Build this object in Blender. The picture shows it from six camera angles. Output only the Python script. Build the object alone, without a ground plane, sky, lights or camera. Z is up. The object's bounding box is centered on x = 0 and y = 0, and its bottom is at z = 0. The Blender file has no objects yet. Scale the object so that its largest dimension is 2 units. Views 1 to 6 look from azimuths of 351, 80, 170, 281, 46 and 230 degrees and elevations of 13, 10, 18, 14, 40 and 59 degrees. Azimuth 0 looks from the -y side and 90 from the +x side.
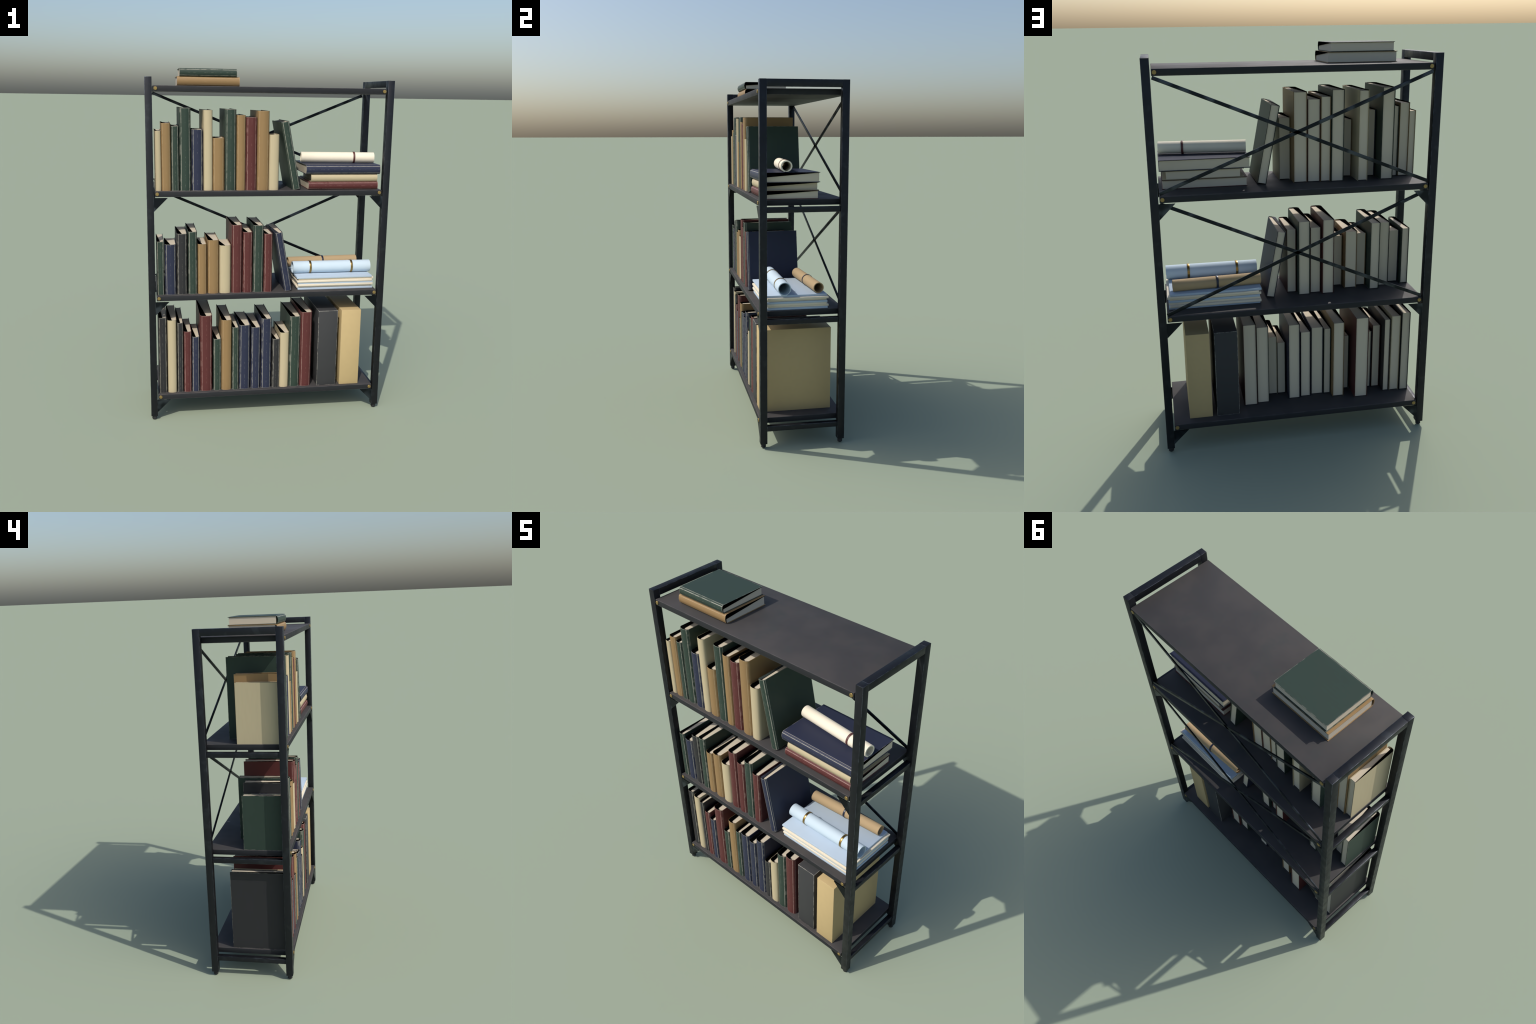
"""Black metal bookshelf holding cloth-bound books, storage boxes, paper sheets and rolled papers."""
import bpy, math, random
from mathutils import Matrix, Vector

random.seed(7)
COL = bpy.context.scene.collection

# ------------------------------------------------------------------ helpers
def empty(name, loc=(0, 0, 0), label="", category=""):
    o = bpy.data.objects.new(name, None)
    o.empty_display_size = 0.05
    o.matrix_world = loc if isinstance(loc, Matrix) else Matrix.Translation(loc)
    if label:
        o["label"], o["category"] = label, category
    COL.objects.link(o)
    return o


def mesh(name, verts, faces, mat, smooth=None):
    me = bpy.data.meshes.new(name)
    me.from_pydata(verts, [], faces)
    me.validate()
    me.materials.append(mat)
    if smooth is not None:
        me.polygons.foreach_set("use_smooth", [True] * len(me.polygons))
        me.set_sharp_from_angle(angle=math.radians(smooth))
    return me


def put(name, me, parent=None, loc=(0, 0, 0), rot=None, props=None):
    o = bpy.data.objects.new(name, me)
    COL.objects.link(o)
    if parent:
        o.parent = parent
    o.location = loc
    if rot:
        o.rotation_euler = rot
    for k, v in (props or {}).items():
        o[k] = v
    return o


def box_mesh(name, size, mat, chamfer=0.0):
    """Box centred on its origin, all twelve edges chamfered."""
    import bmesh
    bm = bmesh.new()
    bmesh.ops.create_cube(bm, size=1.0)
    bmesh.ops.scale(bm, vec=size, verts=bm.verts)
    if chamfer:
        bmesh.ops.bevel(bm, geom=bm.edges[:], offset=chamfer, segments=2, profile=0.5, affect="EDGES")
    me = bpy.data.meshes.new(name)
    bm.to_mesh(me)
    bm.free()
    me.materials.append(mat)
    me.polygons.foreach_set("use_smooth", [True] * len(me.polygons))
    me.set_sharp_from_angle(angle=math.radians(30))
    return me


def prism(outline, z0, z1, flip=False):
    """Vertices and faces of an outline (counter-clockwise in xy) drawn up from z0 to z1."""
    n = len(outline)
    v = [(x, y, z0) for x, y in outline] + [(x, y, z1) for x, y in outline]
    f = [tuple(range(n - 1, -1, -1)), tuple(range(n, 2 * n))]
    f += [(i, (i + 1) % n, n + (i + 1) % n, n + i) for i in range(n)]
    return v, f


# ------------------------------------------------------------------ node helpers
class Nodes:
    def __init__(self, name):
        self.mat = bpy.data.materials.new(name)
        self.mat.use_nodes = True
        self.t = self.mat.node_tree
        self.bsdf = self.t.nodes["Principled BSDF"]
        self.coord = self.t.nodes.new("ShaderNodeTexCoord").outputs["Object"]

    def set(self, sock, v):
        if isinstance(v, bpy.types.NodeSocket):
            self.t.links.new(v, sock)
        else:
            sock.default_value = v

    def m(self, op, a, b=0.0, c=0.0, clamp=False):
        n = self.t.nodes.new("ShaderNodeMath")
        n.operation, n.use_clamp = op, clamp
        for i, v in enumerate((a, b, c)):
            self.set(n.inputs[i], v)
        return n.outputs[0]

    def smax(self, *s):
        r = s[0]
        for x in s[1:]:
            r = self.m("MAXIMUM", r, x)
        return r

    def mul(self, *s):
        r = s[0]
        for x in s[1:]:
            r = self.m("MULTIPLY", r, x)
        return r

    def xyz(self, vec=None):
        n = self.t.nodes.new("ShaderNodeSeparateXYZ")
        self.set(n.inputs[0], vec or self.coord)
        return n.outputs

    def prop(self, name):
        n = self.t.nodes.new("ShaderNodeAttribute")
        n.attribute_type, n.attribute_name = "OBJECT", '["%s"]' % name
        return n.outputs["Fac"]

    def shifted(self, scale=(1, 1, 1)):
        """Object coordinates moved by a random amount for each object."""
        n = self.t.nodes.new("ShaderNodeMapping")
        r = self.t.nodes.new("ShaderNodeObjectInfo").outputs["Random"]
        c = self.t.nodes.new("ShaderNodeCombineXYZ")
        for i, k in enumerate((17.0, 31.0, 53.0)):
            self.set(c.inputs[i], self.m("MULTIPLY", r, k))
        self.set(n.inputs["Vector"], self.coord)
        self.set(n.inputs["Location"], c.outputs[0])
        n.inputs["Scale"].default_value = scale
        return n.outputs[0]

    def noise(self, vec, scale, detail=3.0, rough=0.55):
        n = self.t.nodes.new("ShaderNodeTexNoise")
        self.set(n.inputs["Vector"], vec)
        n.inputs["Scale"].default_value = scale
        n.inputs["Detail"].default_value = detail
        n.inputs["Roughness"].default_value = rough
        return n.outputs["Fac"]

    def ramp(self, v, lo, hi, to=(0.0, 1.0)):
        n = self.t.nodes.new("ShaderNodeMapRange")
        n.interpolation_type = "SMOOTHSTEP"
        self.set(n.inputs["Value"], v)
        for s, x in zip(("From Min", "From Max", "To Min", "To Max"), (lo, hi, *to)):
            self.set(n.inputs[s], x)
        return n.outputs[0]

    def near(self, v, c, width):
        """1 on v = c, falling to 0 at a distance of width."""
        d = self.m("ABSOLUTE", self.m("SUBTRACT", v, c))
        return self.ramp(d, self.m("MULTIPLY", width, 0.35), width, (1.0, 0.0))

    def mix(self, f, a, b):
        n = self.t.nodes.new("ShaderNodeMix")
        n.data_type = "RGBA"
        self.set(n.inputs["Factor"], f)
        for s, v in ((n.inputs[6], a), (n.inputs[7], b)):
            self.set(s, (*v, 1.0) if isinstance(v, tuple) else v)
        return n.outputs[2]

    def bump(self, height, strength, distance=0.001):
        n = self.t.nodes.new("ShaderNodeBump")
        n.inputs["Strength"].default_value = strength
        n.inputs["Distance"].default_value = distance
        self.set(n.inputs["Height"], height)
        self.set(self.bsdf.inputs["Normal"], n.outputs[0])

    def done(self, color, rough=0.6, spec=0.5, metal=0.0):
        self.set(self.bsdf.inputs["Base Color"], (*color, 1.0) if isinstance(color, tuple) else color)
        self.set(self.bsdf.inputs["Roughness"], rough)
        self.bsdf.inputs["Specular IOR Level"].default_value = spec
        self.bsdf.inputs["Metallic"].default_value = metal
        return self.mat

    def box_edge(self, width):
        """Mask of the edges of a box whose half sizes are custom properties of the object."""
        d = [self.m("SUBTRACT", self.prop("half_" + a), self.m("ABSOLUTE", p)) for a, p in zip("xyz", self.xyz())]
        pairs = [self.m("MAXIMUM", d[i], d[j]) for i, j in ((0, 1), (1, 2), (0, 2))]
        e = self.m("MINIMUM", self.m("MINIMUM", pairs[0], pairs[1]), pairs[2])
        return e


def halves(size):
    return dict(zip(("half_x", "half_y", "half_z"), (s / 2 for s in size)))


# ------------------------------------------------------------------ materials
def steel_material():
    n = Nodes("black_painted_steel")
    v = n.shifted()
    e = n.box_edge(0)
    cloud = n.ramp(n.noise(v, 16, 2), 0.56, 0.72)
    fine = n.noise(v, 160, 3)
    jag = n.m("MULTIPLY_ADD", n.noise(v, 260, 2), 0.0022, -0.0002)
    edge = n.mul(n.ramp(e, jag, n.m("ADD", jag, 0.0006), (1.0, 0.0)), n.ramp(n.noise(v, 22, 2), 0.40, 0.62))
    c = n.mix(n.noise(v, 5, 2), (0.0205, 0.0235, 0.0275), (0.0275, 0.0285, 0.0350))
    c = n.mix(n.mul(cloud, 0.22), c, (0.060, 0.072, 0.082))
    c = n.mix(n.mul(edge, 0.55), c, (0.17, 0.19, 0.23))
    n.bump(fine, 0.15, 0.0006)
    return n.done(c, n.ramp(n.noise(v, 20, 2), 0.3, 0.7, (0.55, 0.40)), 0.5, 0.75)


def plain_steel(name, base, rough=0.45, metal=1.0):
    n = Nodes(name)
    v = n.shifted()
    c = n.mix(n.ramp(n.noise(v, 15, 1), 0.46, 0.70), base, tuple(3.4 * x for x in base))
    n.bump(n.noise(v, 160, 2), 0.12, 0.0005)
    return n.done(c, rough, 0.5, metal)


def board_material():
    n = Nodes("dark_stained_board")
    v = n.shifted()
    patch = n.noise(v, 6.0, 4, 0.5)
    c = n.mix(n.ramp(patch, 0.35, 0.65), (0.049, 0.0465, 0.0465), (0.060, 0.055, 0.053))
    c = n.mix(n.ramp(n.noise(v, 9.0, 3), 0.50, 0.75), c, (0.048, 0.0495, 0.0485))
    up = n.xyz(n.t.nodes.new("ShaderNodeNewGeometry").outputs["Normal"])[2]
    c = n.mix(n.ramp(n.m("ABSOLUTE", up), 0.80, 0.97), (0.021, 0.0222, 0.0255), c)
    e = n.box_edge(0)
    jag = n.m("MULTIPLY_ADD", n.noise(v, 200, 2), 0.002, 0.0008)
    edge = n.mul(n.ramp(e, jag, n.m("ADD", jag, 0.0012), (1.0, 0.0)), n.ramp(n.noise(v, 12, 2), 0.25, 0.6))
    c = n.mix(n.mul(edge, 0.45), c, (0.12, 0.11, 0.11))
    n.bump(n.noise(v, 120, 3), 0.15, 0.0006)
    return n.done(c, n.ramp(n.noise(v, 5, 2), 0.3, 0.7, (0.66, 0.54)), 0.22)


def brass_material():
    n = Nodes("brass")
    v = n.shifted()
    c = n.mix(n.noise(v, 60, 2), (0.29, 0.20, 0.068), (0.36, 0.26, 0.10))
    return n.done(c, 0.5, 0.5, 0.7)


def cover_material(name, base, wear, amount, rough=0.5):
    """Book cloth; wear along the spine corners, the hinge and the board edges."""
    n = Nodes(name)
    v = n.shifted()
    x, y, z = n.xyz()
    w, h, d, b = (n.prop(k) for k in ("book_width", "book_height", "book_depth", "spine_bulge"))
    scuff = n.prop("scuffed")
    wob = n.m("MULTIPLY_ADD", n.noise(v, 130, 3), 0.0014, -0.0007)
    on_spine = n.ramp(y, -0.001, 0.002, (1.0, 0.0))
    xs = n.m("ADD", x, wob)
    lines = []
    for frac in (0.1464, 0.8536):
        lines.append(n.mul(n.near(xs, n.m("MULTIPLY", w, frac), 0.0019), on_spine))
    lines.append(n.mul(n.near(n.m("ADD", y, wob), 0.0005, 0.0016), n.m("MULTIPLY_ADD", scuff, -0.45, 0.95)))
    spine_wear = n.mul(n.smax(*lines), n.ramp(n.noise(v, 42, 3), 0.30, 0.52, (0.35, 1.0)))
    crease = n.mul(n.near(x, n.m("MULTIPLY", w, 0.5), 0.0011), on_spine, n.ramp(n.noise(v, 55, 2), 0.48, 0.66), 0.38)
    zs = n.m("ADD", z, wob)
    head = n.mul(n.smax(n.near(zs, h, 0.0030), n.mul(n.near(zs, 0.0, 0.0024), 0.5)), on_spine, n.ramp(n.noise(v, 60, 3), 0.30, 0.45, (0.3, 1.0)))
    rims = n.smax(n.near(zs, h, 0.0020), n.near(zs, 0.0, 0.0020), n.near(n.m("ADD", y, wob), d, 0.0020))
    outer = n.mul(n.ramp(n.m("SUBTRACT", h, z), 0.0001, 0.0002), n.ramp(z, 0.0001, 0.0002), n.ramp(n.m("SUBTRACT", d, y), 0.0001, 0.0002))
    rims = n.mul(rims, n.ramp(n.noise(v, 35, 3), 0.38, 0.58), 0.8)
    side = n.ramp(n.m("ADD", y, n.m("MULTIPLY", b, 0.70)), -0.0006, 0.0006)
    hinge = n.mul(n.near(y, n.m("MULTIPLY", b, -0.5), 0.0155), side, n.ramp(n.noise(v, 30, 1, 0.4), 0.46, 0.70), scuff, 0.42)
    mask = n.mul(n.smax(spine_wear, crease, head, rims, hinge), outer, amount)
    shade = n.noise(n.shifted((1, 1, 0.15)), 70, 2)
    dark = tuple(0.96 * q for q in base)
    lite = tuple(1.04 * q for q in base)
    c = n.mix(shade, dark, lite)
    c = n.mix(mask, c, wear)
    c = n.mix(n.ramp(n.m("SUBTRACT", d, y), 0.0001, 0.0003, (0.6, 0.0)), c, (0.006, 0.006, 0.006))  # board ends darkened in colour to offset skylight on the fore edge
    weave = n.m("ADD", n.noise(n.shifted((1, 1, 0.2)), 900, 1), n.noise(n.shifted((0.2, 0.2, 1)), 900, 1))
    n.bump(weave, 0.10, 0.0004)
    return n.done(c, rough, 0.2)


def page_material():
    n = Nodes("page_edges")
    v = n.shifted((60, 1, 1))
    leaf = n.noise(v, 20, 2)
    c = n.mix(leaf, (0.57, 0.50, 0.385), (0.63, 0.56, 0.435))
    n.bump(leaf, 0.25, 0.0005)
    return n.done(c, 0.85, 0.2)


def paper_material(name, base, rough=0.75):
    n = Nodes(name)
    v = n.shifted()
    c = n.mix(n.noise(v, 8, 3), tuple(0.95 * q for q in base), tuple(min(1.0, 1.05 * q) for q in base))
    n.bump(n.noise(v, 300, 2), 0.06, 0.0004)
    return n.done(c, rough, 0.3)


def box_material(name, base, wear, amount, grain):
    n = Nodes(name)
    v = n.shifted()
    e = n.box_edge(0)
    jag = n.m("MULTIPLY_ADD", n.noise(v, 150, 3), 0.0040, -0.0008)
    edge = n.mul(n.ramp(e, jag, n.m("ADD", jag, 0.0008), (1.0, 0.0)), n.ramp(n.noise(v, 25, 2), 0.36, 0.55), amount)
    fibres = n.noise(v, 38, 4)
    c = n.mix(fibres, tuple((1 - grain) * q for q in base), tuple((1 + grain) * q for q in base))
    c = n.mix(edge, c, wear)
    n.bump(n.m("ADD", fibres, n.mul(n.noise(v, 350, 2), 0.4)), 0.12, 0.0008)
    return n.done(c, 0.68, 0.35)


def ring_material(name, base, rough, metal):
    n = Nodes(name)
    c = n.mix(n.noise(n.shifted(), 80, 2), tuple(0.85 * q for q in base), base)
    return n.done(c, rough, 0.5, metal)


STEEL = steel_material()
BRACE = plain_steel("black_brace_steel", (0.0205, 0.0240, 0.0290))
RUBBER = plain_steel("black_rubber", (0.010, 0.011, 0.012), 0.7, 0.0)
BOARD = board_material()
BRASS = brass_material()
PAGE = page_material()
WEAR = (0.46, 0.44, 0.37)
COVERS = {
    "cream": cover_material("cream_cloth", (0.485, 0.41, 0.262), (0.56, 0.48, 0.33), 0.30),
    "tan": cover_material("tan_cloth", (0.268, 0.172, 0.078), (0.40, 0.29, 0.17), 0.70),
    "green": cover_material("green_cloth", (0.0315, 0.0510, 0.0395), WEAR, 0.62),
    "blue": cover_material("blue_cloth", (0.0270, 0.0320, 0.0600), WEAR, 0.60),
    "red": cover_material("red_cloth", (0.0980, 0.0300, 0.0285), (0.42, 0.28, 0.24), 0.62),
    "black": cover_material("black_cloth", (0.0295, 0.0295, 0.0315), WEAR, 0.52),
}
NEAR_BLACK = plain_steel("near_black_matte", (0.0008, 0.0008, 0.0008), 1.0, 0.0)
NEAR_BLACK.node_tree.nodes["Principled BSDF"].inputs["Specular IOR Level"].default_value = 0.0
DARKENED_FLAP = {"green": plain_steel("very_dark_green", (0.006, 0.010, 0.009), 0.9, 0.0), "blue": plain_steel("very_dark_blue", (0.006, 0.008, 0.016), 0.9, 0.0)}  # much darker versions of the cover colours, for the head plates of the leaning books
CREAM_PAPER = paper_material("cream_paper", (0.74, 0.66, 0.52))
WHITE_PAPER = paper_material("ivory_paper", (0.84, 0.77, 0.62))
BLUE_PAPER = paper_material("pale_blue_paper", (0.53, 0.64, 0.72))
BLUE_SHEET = paper_material("sky_blue_paper", (0.440, 0.535, 0.635))
KRAFT_PAPER = paper_material("kraft_paper", (0.455, 0.325, 0.178))
GOLD = ring_material("polished_brass", (0.36, 0.235, 0.075), 0.30, 0.9)
MAROON = ring_material("maroon_ribbon", (0.11, 0.035, 0.030), 0.5, 0.0)
NAVY = ring_material("navy_ribbon", (0.020, 0.024, 0.045), 0.35, 0.0)
CHARCOAL_BOX = box_material("charcoal_board", (0.040, 0.041, 0.043), (0.42, 0.40, 0.35), 0.75, 0.03)
KRAFT_BOX = box_material("kraft_board", (0.50, 0.375, 0.185), (0.62, 0.48, 0.28), 0.2, 0.035)

# ------------------------------------------------------------------ bookshelf
HX, HY, POST = 0.6865, 0.2335, 0.0378          # outer half sizes and the side of a post
TOP, FOOT = 1.9515, 0.0235                     # top of the posts, height of the feet
SHELF_TOPS = (1.9075, 1.3450, 0.7530, 0.1570)  # upper faces of the shelves
SHELF_THICK = 0.0312

shelf_unit = empty("bookshelf", label="tall open shelf of black steel with brass bolts", category="bookshelf")


def build_shelf_unit():
    size = (POST, POST, TOP - FOOT)
    post = box_mesh("post", size, STEEL, 0.0012)
    px, py = HX - POST / 2, HY - POST / 2
    foot_profile = [(0.0, 0.0), (0.0095, 0.0), (0.0135, 0.004), (0.0135, 0.010), (0.0120, 0.0115), (0.0135, 0.013), (0.0135, 0.0255), (0.0, 0.0255)]
    seg = 24
    fv, ff = [], []
    for r, z in foot_profile:
        fv += [(r * math.cos(2 * math.pi * k / seg), r * math.sin(2 * math.pi * k / seg), z) for k in range(seg)]
    for i in range(len(foot_profile) - 1):
        for k in range(seg):
            a, c = i * seg + k, i * seg + (k + 1) % seg
            ff.append((a, c, c + seg, a + seg))
    foot = mesh("foot", fv, ff, RUBBER, 35)
    for sx in (-1, 1):
        for sy in (-1, 1):
            put("post", post, shelf_unit, (sx * px, sy * py, (TOP + FOOT) / 2), props=halves(size))
            put("foot", foot, shelf_unit, (sx * px, sy * py, 0.0))

    # side rails: a full-section one at the top, slimmer ones under the shelves
    span = 2 * (HY - POST) - 0.0004
    for sx in (-1, 1):
        s = (POST - 0.0006, span, 0.0362)
        put("top_rail", box_mesh("top_rail", s, STEEL, 0.0012), shelf_unit, (sx * px, 0, TOP - 0.0003 - s[2] / 2), props=halves(s))
        for z in (1.2945, 0.7010, 0.1075):
            s = (0.0285, span, 0.0282)
            put("side_rail", box_mesh("side_rail", s, STEEL, 0.0012), shelf_unit, (sx * px, 0, z), props=halves(s))

    # shelves
    s = (1.2860, 2 * 0.2325, SHELF_THICK)
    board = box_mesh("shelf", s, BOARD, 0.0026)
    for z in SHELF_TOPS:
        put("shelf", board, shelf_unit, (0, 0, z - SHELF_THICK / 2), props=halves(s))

    # brass bolts on both long faces
    seg, prof = 20, [(0.0097, -0.002), (0.0097, 0.0028), (0.0086, 0.0040), (0.0, 0.0042)]
    bv, bf = [], []
    for r, z in prof:
        bv += [(r * math.cos(2 * math.pi * k / seg), -z, r * math.sin(2 * math.pi * k / seg)) for k in range(seg)]
    for i in range(len(prof) - 1):
        for k in range(seg):
            a, c = i * seg + k, i * seg + (k + 1) % seg
            bf.append((a, c, c + seg, a + seg))
    bolt = mesh("bolt", bv, bf, BRASS, 30)
    for z in SHELF_TOPS:
        for sx in (-1, 1):
            for sy in (-1, 1):
                put("bolt", bolt, shelf_unit, (sx * 0.6297, sy * 0.2325, z - 0.0153), (0, 0, 0 if sy < 0 else math.pi))

    # triangular gussets under the three lower shelves
    leg, th = 0.0765, 0.0050
    gv, gf = prism([(0, 0), (0, -leg), (leg, 0)], 0, th)
    gv = [(x, th - z, y) for x, y, z in gv]            # stand the plate up: x along the shelf, z down the post
    gusset = mesh("gusset", gv, gf, BRACE)
    gv2 = [(-x, y, z) for x, y, z in gv]
    gusset_right = mesh("gusset", gv2, [tuple(reversed(f)) for f in gf], BRACE)
    for z in (1.3090, 0.7165, 0.1235):
        for sy in (-1, 1):
            y = -0.2325 if sy < 0 else 0.2325 - th
            put("gusset", gusset, shelf_unit, (-(HX - POST) - 0.0004, y, z))
            put("gusset", gusset_right, shelf_unit, (HX - POST + 0.0004, y, z))

    # flat cross braces behind the two upper bays
    def brace(z0, z1, y):
        half = 0.6415
        length = math.hypot(2 * half, z1 - z0)
        for k, sgn in enumerate((1, -1)):
            me = box_mesh("brace", (length, 0.0070, 0.0165), BRACE, 0.0006)
            put("brace", me, shelf_unit, (0, y + (0.0012 if k else 0.0), (z0 + z1) / 2), (0, -sgn * math.atan2(z1 - z0, 2 * half), 0))

    def black_lozenge(z, y, rise):
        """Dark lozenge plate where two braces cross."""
        a = math.atan2(rise, 2 * 0.6415)
        hx, hz, t = 0.0165 / 2 / math.sin(a), 0.0165 / 2 / math.cos(a), 0.0088
        jv, jf = prism([(-hx, 0), (0, -hz), (hx, 0), (0, hz)], -t / 2, t / 2)
        put("black_crossing_plate", mesh("black_crossing_plate", [(p, -r, q) for p, q, r in jv], jf, NEAR_BLACK), shelf_unit, (0, y + 0.0006, z))

    black_lozenge(1.612, 0.2232, 0.515)
    black_lozenge(1.033, 0.2232, 0.551)
    brace(1.3545, 1.8695, 0.2232)
    brace(0.7575, 1.3085, 0.2232)


build_shelf_unit()

# ------------------------------------------------------------------ books
BOARD_T, INSET, REAR = 0.0025, 0.0034, 0.0055
SPINE_Y = -0.214                               # front of the row of spines
NAMES = {
    "cream": "cream cloth hardback book with plain rounded spine",
    "tan": "tan cloth hardback book with paler spine edges",
    "green": "dark green hardback book with worn spine edges",
    "blue": "navy blue hardback book with worn spine edges",
    "red": "dark red hardback book with worn spine edges",
    "black": "charcoal hardback book with worn spine edges",
}


def spine_arc(w, b, inset, steps=4):
    pts = []
    for k in range(1, steps):
        a = math.pi * k / steps
        pts.append((w / 2 - (w / 2 - inset) * math.cos(a), -(b - inset) * math.sin(a)))
    return pts


def book(colour, w, h, d, frame, inset=INSET, flap=None, scuffed=1.0):
    """One hardback. Local frame: x across the thickness, y from spine to fore edge, z along the spine."""
    b = bulge(w)
    root = empty("book", frame, NAMES[colour], "book")
    d -= b                                      # the boards start behind the spine's bulge
    t = BOARD_T
    loop = 0.012                                # an edge ring keeps the bend of the shading near the spine
    arc = spine_arc(w, b, 0)
    inner = list(reversed(spine_arc(w, b, t)))
    outline = [(0, d), (0, loop), (0, 0)] + arc + [(w, 0), (w, loop), (w, d)]
    inside = [(w - t, d), (w - t, loop), (w - t, 0)] + inner + [(t, 0), (t, loop), (t, d)]
    n = len(outline)
    inside.reverse()
    v = [(x, y, z) for z in (0, h) for x, y in outline] + [(x, y, z) for z in (0, h) for x, y in inside]
    f = []
    for i in range(n - 1):
        f.append((i, i + 1, n + i + 1, n + i))                                  # outside
        f.append((2 * n + i + 1, 2 * n + i, 3 * n + i, 3 * n + i + 1))          # inside
        f.append((n + i, n + i + 1, 3 * n + i + 1, 3 * n + i))                  # head
        f.append((i + 1, i, 2 * n + i, 2 * n + i + 1))                          # tail
    f.append((0, n, 3 * n, 2 * n))                                              # fore edges of the boards
    f.append((2 * n - 1, n - 1, 3 * n - 1, 4 * n - 1))
    props = {"book_width": w, "book_height": h, "book_depth": d, "spine_bulge": b, "scuffed": scuffed}
    put("cover", mesh("cover", v, f, COVERS[colour], 50), root, props=props)

    # page block, a hair narrower than the space between the boards
    g = 0.0002
    pv, pf = prism([(t + g, 0.0015), (w - t - g, 0.0015), (w - t - g, d - REAR), (t + g, d - REAR)], inset, h - inset)
    put("page_block", mesh("page_block", pv, pf, PAGE), root)

    # thin dark plate at the head: a wedge along the first board and a rim round the spine
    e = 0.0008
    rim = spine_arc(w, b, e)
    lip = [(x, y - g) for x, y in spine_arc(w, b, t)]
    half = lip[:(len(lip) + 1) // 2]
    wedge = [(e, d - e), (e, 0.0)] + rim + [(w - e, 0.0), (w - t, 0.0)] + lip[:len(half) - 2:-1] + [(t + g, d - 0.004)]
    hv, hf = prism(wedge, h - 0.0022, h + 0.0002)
    put("head_black_wedge", mesh("head_black_wedge", hv, hf, flap or NEAR_BLACK), root)
    return root


def bulge(w):
    return min(0.016, max(0.010, 0.25 * w))


def upright_row(z, rows):
    for k, (colour, x, w, h, d) in enumerate(rows):
        b = bulge(w)
        book(colour, w, h, d, Matrix.Translation((x, SPINE_Y + b, z + 0.0003)), scuffed=(1.0, 0.6, 0.8, 1.0, 1.0, 0.7, 1.0, 0.1)[k % 8])


# colour, left side, thickness, height, depth over the spine
upright_row(SHELF_TOPS[1], [
    ("cream", -0.6400, 0.0343, 0.3247, 0.249), ("tan", -0.6037, 0.0504, 0.3654, 0.258), ("green", -0.5495, 0.0402, 0.3506, 0.256),
    ("green", -0.5050, 0.0615, 0.4469, 0.319), ("blue", -0.4395, 0.0620, 0.3330, 0.224), ("cream", -0.3740, 0.0490, 0.4361, 0.326),
    ("tan", -0.3228, 0.0640, 0.2877, 0.209), ("green", -0.2552, 0.0610, 0.4415, 0.314), ("tan", -0.1915, 0.0487, 0.4108, 0.303),
    ("red", -0.1403, 0.0618, 0.4000, 0.300), ("tan", -0.0759, 0.0661, 0.4347, 0.299), ("cream", -0.0081, 0.0554, 0.3077, 0.214),
])
upright_row(SHELF_TOPS[2], [
    ("green", -0.6388, 0.0395, 0.3079, 0.238), ("blue", -0.5935, 0.0630, 0.2904, 0.205), ("black", -0.5262, 0.0580, 0.3503, 0.250),
    ("green", -0.4625, 0.0500, 0.3610, 0.291), ("tan", -0.4083, 0.0497, 0.2895, 0.220), ("tan", -0.3524, 0.0630, 0.3110, 0.249),
    ("cream", -0.2851, 0.0645, 0.2792, 0.201), ("red", -0.2154, 0.0595, 0.3961, 0.305), ("red", -0.1509, 0.0540, 0.3541, 0.281),
    ("green", -0.0910, 0.0580, 0.3921, 0.298), ("red", -0.0287, 0.0480, 0.3427, 0.250),
])
upright_row(SHELF_TOPS[3], [
    ("black", -0.6364, 0.0467, 0.4596, 0.325), ("cream", -0.5848, 0.0505, 0.4423, 0.319), ("black", -0.5290, 0.0330, 0.4252, 0.318),
    ("red", -0.4918, 0.0438, 0.3714, 0.262), ("blue", -0.4438, 0.0425, 0.3377, 0.259), ("red", -0.3970, 0.0700, 0.4624, 0.355),
    ("green", -0.3194, 0.0440, 0.3196, 0.250), ("tan", -0.2728, 0.0595, 0.4324, 0.325), ("green", -0.2091, 0.0375, 0.3862, 0.283),
    ("blue", -0.1673, 0.0640, 0.3973, 0.281), ("blue", -0.0962, 0.0535, 0.3821, 0.293), ("blue", -0.0363, 0.0600, 0.4329, 0.303),
    ("black", 0.0304, 0.0443, 0.3055, 0.235), ("cream", 0.0755, 0.0540, 0.3427, 0.235), ("green", 0.1334, 0.0630, 0.4400, 0.316),
    ("red", 0.1991, 0.0680, 0.4642, 0.329),
])

# two books leaning to the left
for colour, x, z, w, h, d, lean in (("green", 0.1290, SHELF_TOPS[1], 0.0432, 0.3800, 0.307, 10.9), ("blue", 0.0962, SHELF_TOPS[2], 0.0420, 0.3495, 0.306, 10.4)):
    m = Matrix.Translation((x, SPINE_Y + bulge(w), z + 0.0005)) @ Matrix.Rotation(-math.radians(lean), 4, "Y")
    book(colour, w, h, d, m, flap=DARKENED_FLAP[colour], scuffed=0.1)


def flat_book(colour, x0, x1, y0, y1, z0, z1, inset=INSET):
    """A book lying down: its head points to +x, its spine to the front."""
    w = z1 - z0
    turn = Matrix(((0, 0, 1, x0), (0, 1, 0, y0 + bulge(w)), (-1, 0, 0, z1), (0, 0, 0, 1)))
    book(colour, w, x1 - x0, y1 - y0, turn, inset, scuffed=0.0)


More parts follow.
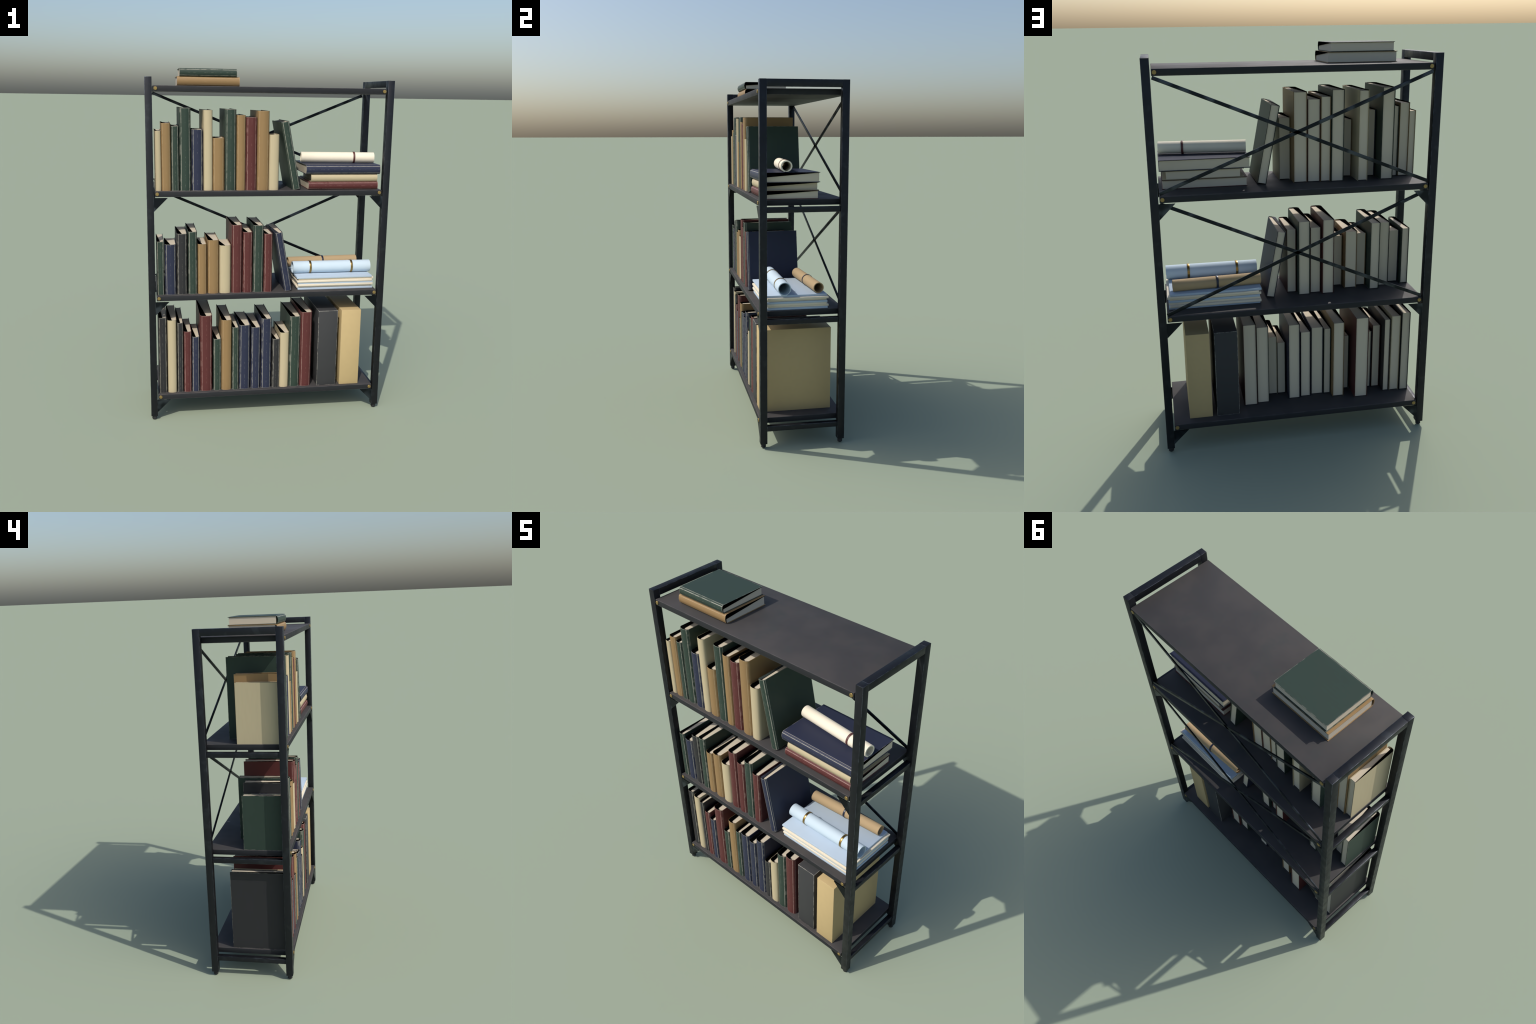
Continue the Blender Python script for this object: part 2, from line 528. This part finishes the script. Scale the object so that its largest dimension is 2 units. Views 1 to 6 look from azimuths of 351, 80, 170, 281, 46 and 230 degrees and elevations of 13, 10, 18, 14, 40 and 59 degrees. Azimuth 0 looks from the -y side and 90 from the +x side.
flat_book("tan", -0.5135, -0.1745, -0.1830, 0.0855, 1.9078, 1.9567)
flat_book("green", -0.4998, -0.1890, -0.1845, 0.0845, 1.9571, 2.0000)
flat_book("red", 0.2200, 0.6270, -0.2085, 0.0920, 1.3453, 1.3893)
flat_book("cream", 0.2350, 0.6235, -0.2050, 0.0930, 1.3897, 1.4320, 0.019)
flat_book("blue", 0.2040, 0.6375, -0.2120, 0.0955, 1.4324, 1.4845)

# ------------------------------------------------------------------ boxes
for x0, x1, mat, lab in ((0.3038, 0.4201, CHARCOAL_BOX, "charcoal storage box with scuffed edges"), (0.4442, 0.5618, KRAFT_BOX, "plain kraft brown storage box standing upright")):
    s = (x1 - x0, 0.3985, 0.4685)
    o = put("storage_box", box_mesh("storage_box", s, mat, 0.0012), None, ((x0 + x1) / 2, -0.2140 + s[1] / 2, SHELF_TOPS[3] + 0.0004 + s[2] / 2), props=halves(s))
    o["label"], o["category"] = lab, "storage box"

# ------------------------------------------------------------------ stack of thin pads
PAD = (0.4540, 0.3340, 0.0110)
pad_blue = box_mesh("paper_pad", PAD, BLUE_SHEET, 0.0009)
pad_cream = box_mesh("paper_pad", PAD, CREAM_PAPER, 0.0009)
for k, (kind, dx, dy, turn) in enumerate((("b", 0, 0, 0.1), ("c", -0.006, 0.008, -0.3), ("c", 0, -0.006, 0.2), ("b", 0.001, -0.002, 0.0), ("c", -0.0058, -0.006, 0.3), ("c", 0.0058, 0.004, -0.3), ("b", -0.0075, -0.004, 0.3))):
    o = put("paper_pad", pad_blue if kind == "b" else pad_cream, None, (0.4045 + dx, -0.0215 + dy, SHELF_TOPS[2] + 0.0002 + (k + 0.5) * 0.0112), (0, 0, math.radians(turn)))
    o["label"], o["category"] = ("thin pale blue pad of paper sheets" if kind == "b" else "thin cream pad of paper sheets"), "paper"
PAD_TOP = SHELF_TOPS[2] + 7 * 0.0112


# ------------------------------------------------------------------ rolled papers
def roll(a, b, z0, r, wall, turns, paper, start, label, bands):
    """A sheet rolled up from a to b (xy of the two ends), lying on z0; bands are (place along, width, material)."""
    A, B = Vector((a[0], a[1], z0 + r)), Vector((b[0], b[1], z0 + r))
    length = (B - A).length
    yaw = math.atan2(B.y - A.y, B.x - A.x)
    root = empty("paper_roll", Matrix.Translation(A) @ Matrix.Rotation(yaw, 4, "Z"), label, "paper roll")
    steps = int(64 * turns)
    loops = []
    for i in range(steps + 1):
        u = i / steps
        ang = start + 2 * math.pi * turns * u
        outer = r - wall * (1 - u) * turns * 1.05
        loops.append((ang, outer, outer - wall))
    v, f = [], []
    for ang, ro, ri in loops:
        c, s = math.cos(ang), math.sin(ang)
        v += [(0, ro * c, ro * s), (length, ro * c, ro * s), (0, ri * c, ri * s), (length, ri * c, ri * s)]
    for i in range(steps):
        p, q = 4 * i, 4 * (i + 1)
        f += [(p, p + 1, q + 1, q), (p + 3, p + 2, q + 2, q + 3), (p, q, q + 2, p + 2), (p + 1, p + 3, q + 3, q + 1)]
    f += [(0, 2, 3, 1), (4 * steps, 4 * steps + 1, 4 * steps + 3, 4 * steps + 2)]
    put("rolled_sheet", mesh("rolled_sheet", v, f, paper, 40), root)
    for place, width, mat in bands:
        seg, prof = 64, ((0, r - 0.0002), (0, r + 0.0012), (width * 0.15, r + 0.0017), (width * 0.85, r + 0.0017), (width, r + 0.0012), (width, r - 0.0002))
        bv = [(x, q * math.cos(2 * math.pi * k / seg), q * math.sin(2 * math.pi * k / seg)) for x, q in prof for k in range(seg)]
        bf = [(i * seg + k, i * seg + (k + 1) % seg, ((i + 1) % len(prof)) * seg + (k + 1) % seg, ((i + 1) % len(prof)) * seg + k) for i in range(len(prof)) for k in range(seg)]
        put("band", mesh("band", bv, [tuple(reversed(q)) for q in bf], mat, 40), root, (place - width / 2, 0, 0))


roll((0.2070, -0.0400), (0.6330, -0.0825), 1.4847, 0.0315, 0.0032, 1.9, WHITE_PAPER, -1.9 - 2 * math.pi * 0.9, "ivory rolled paper tied with maroon ribbon", [(0.3100, 0.0110, MAROON)])
roll((0.1620, -0.0920), (0.6350, -0.0920), PAD_TOP + 0.0004, 0.0362, 0.0019, 1.9, BLUE_PAPER, -1.2 - 2 * math.pi * 0.9, "pale blue rolled paper held by brass rings", [(0.1050, 0.0122, GOLD), (0.3570, 0.0122, GOLD)])
roll((0.1670, 0.0760), (0.6070, 0.1010), PAD_TOP + 0.0004, 0.0303, 0.0021, 1.9, KRAFT_PAPER, -1.4 - 2 * math.pi * 0.9, "kraft brown rolled paper tied with navy ribbon", [(0.2200, 0.0110, NAVY)])

bpy.context.view_layer.update()
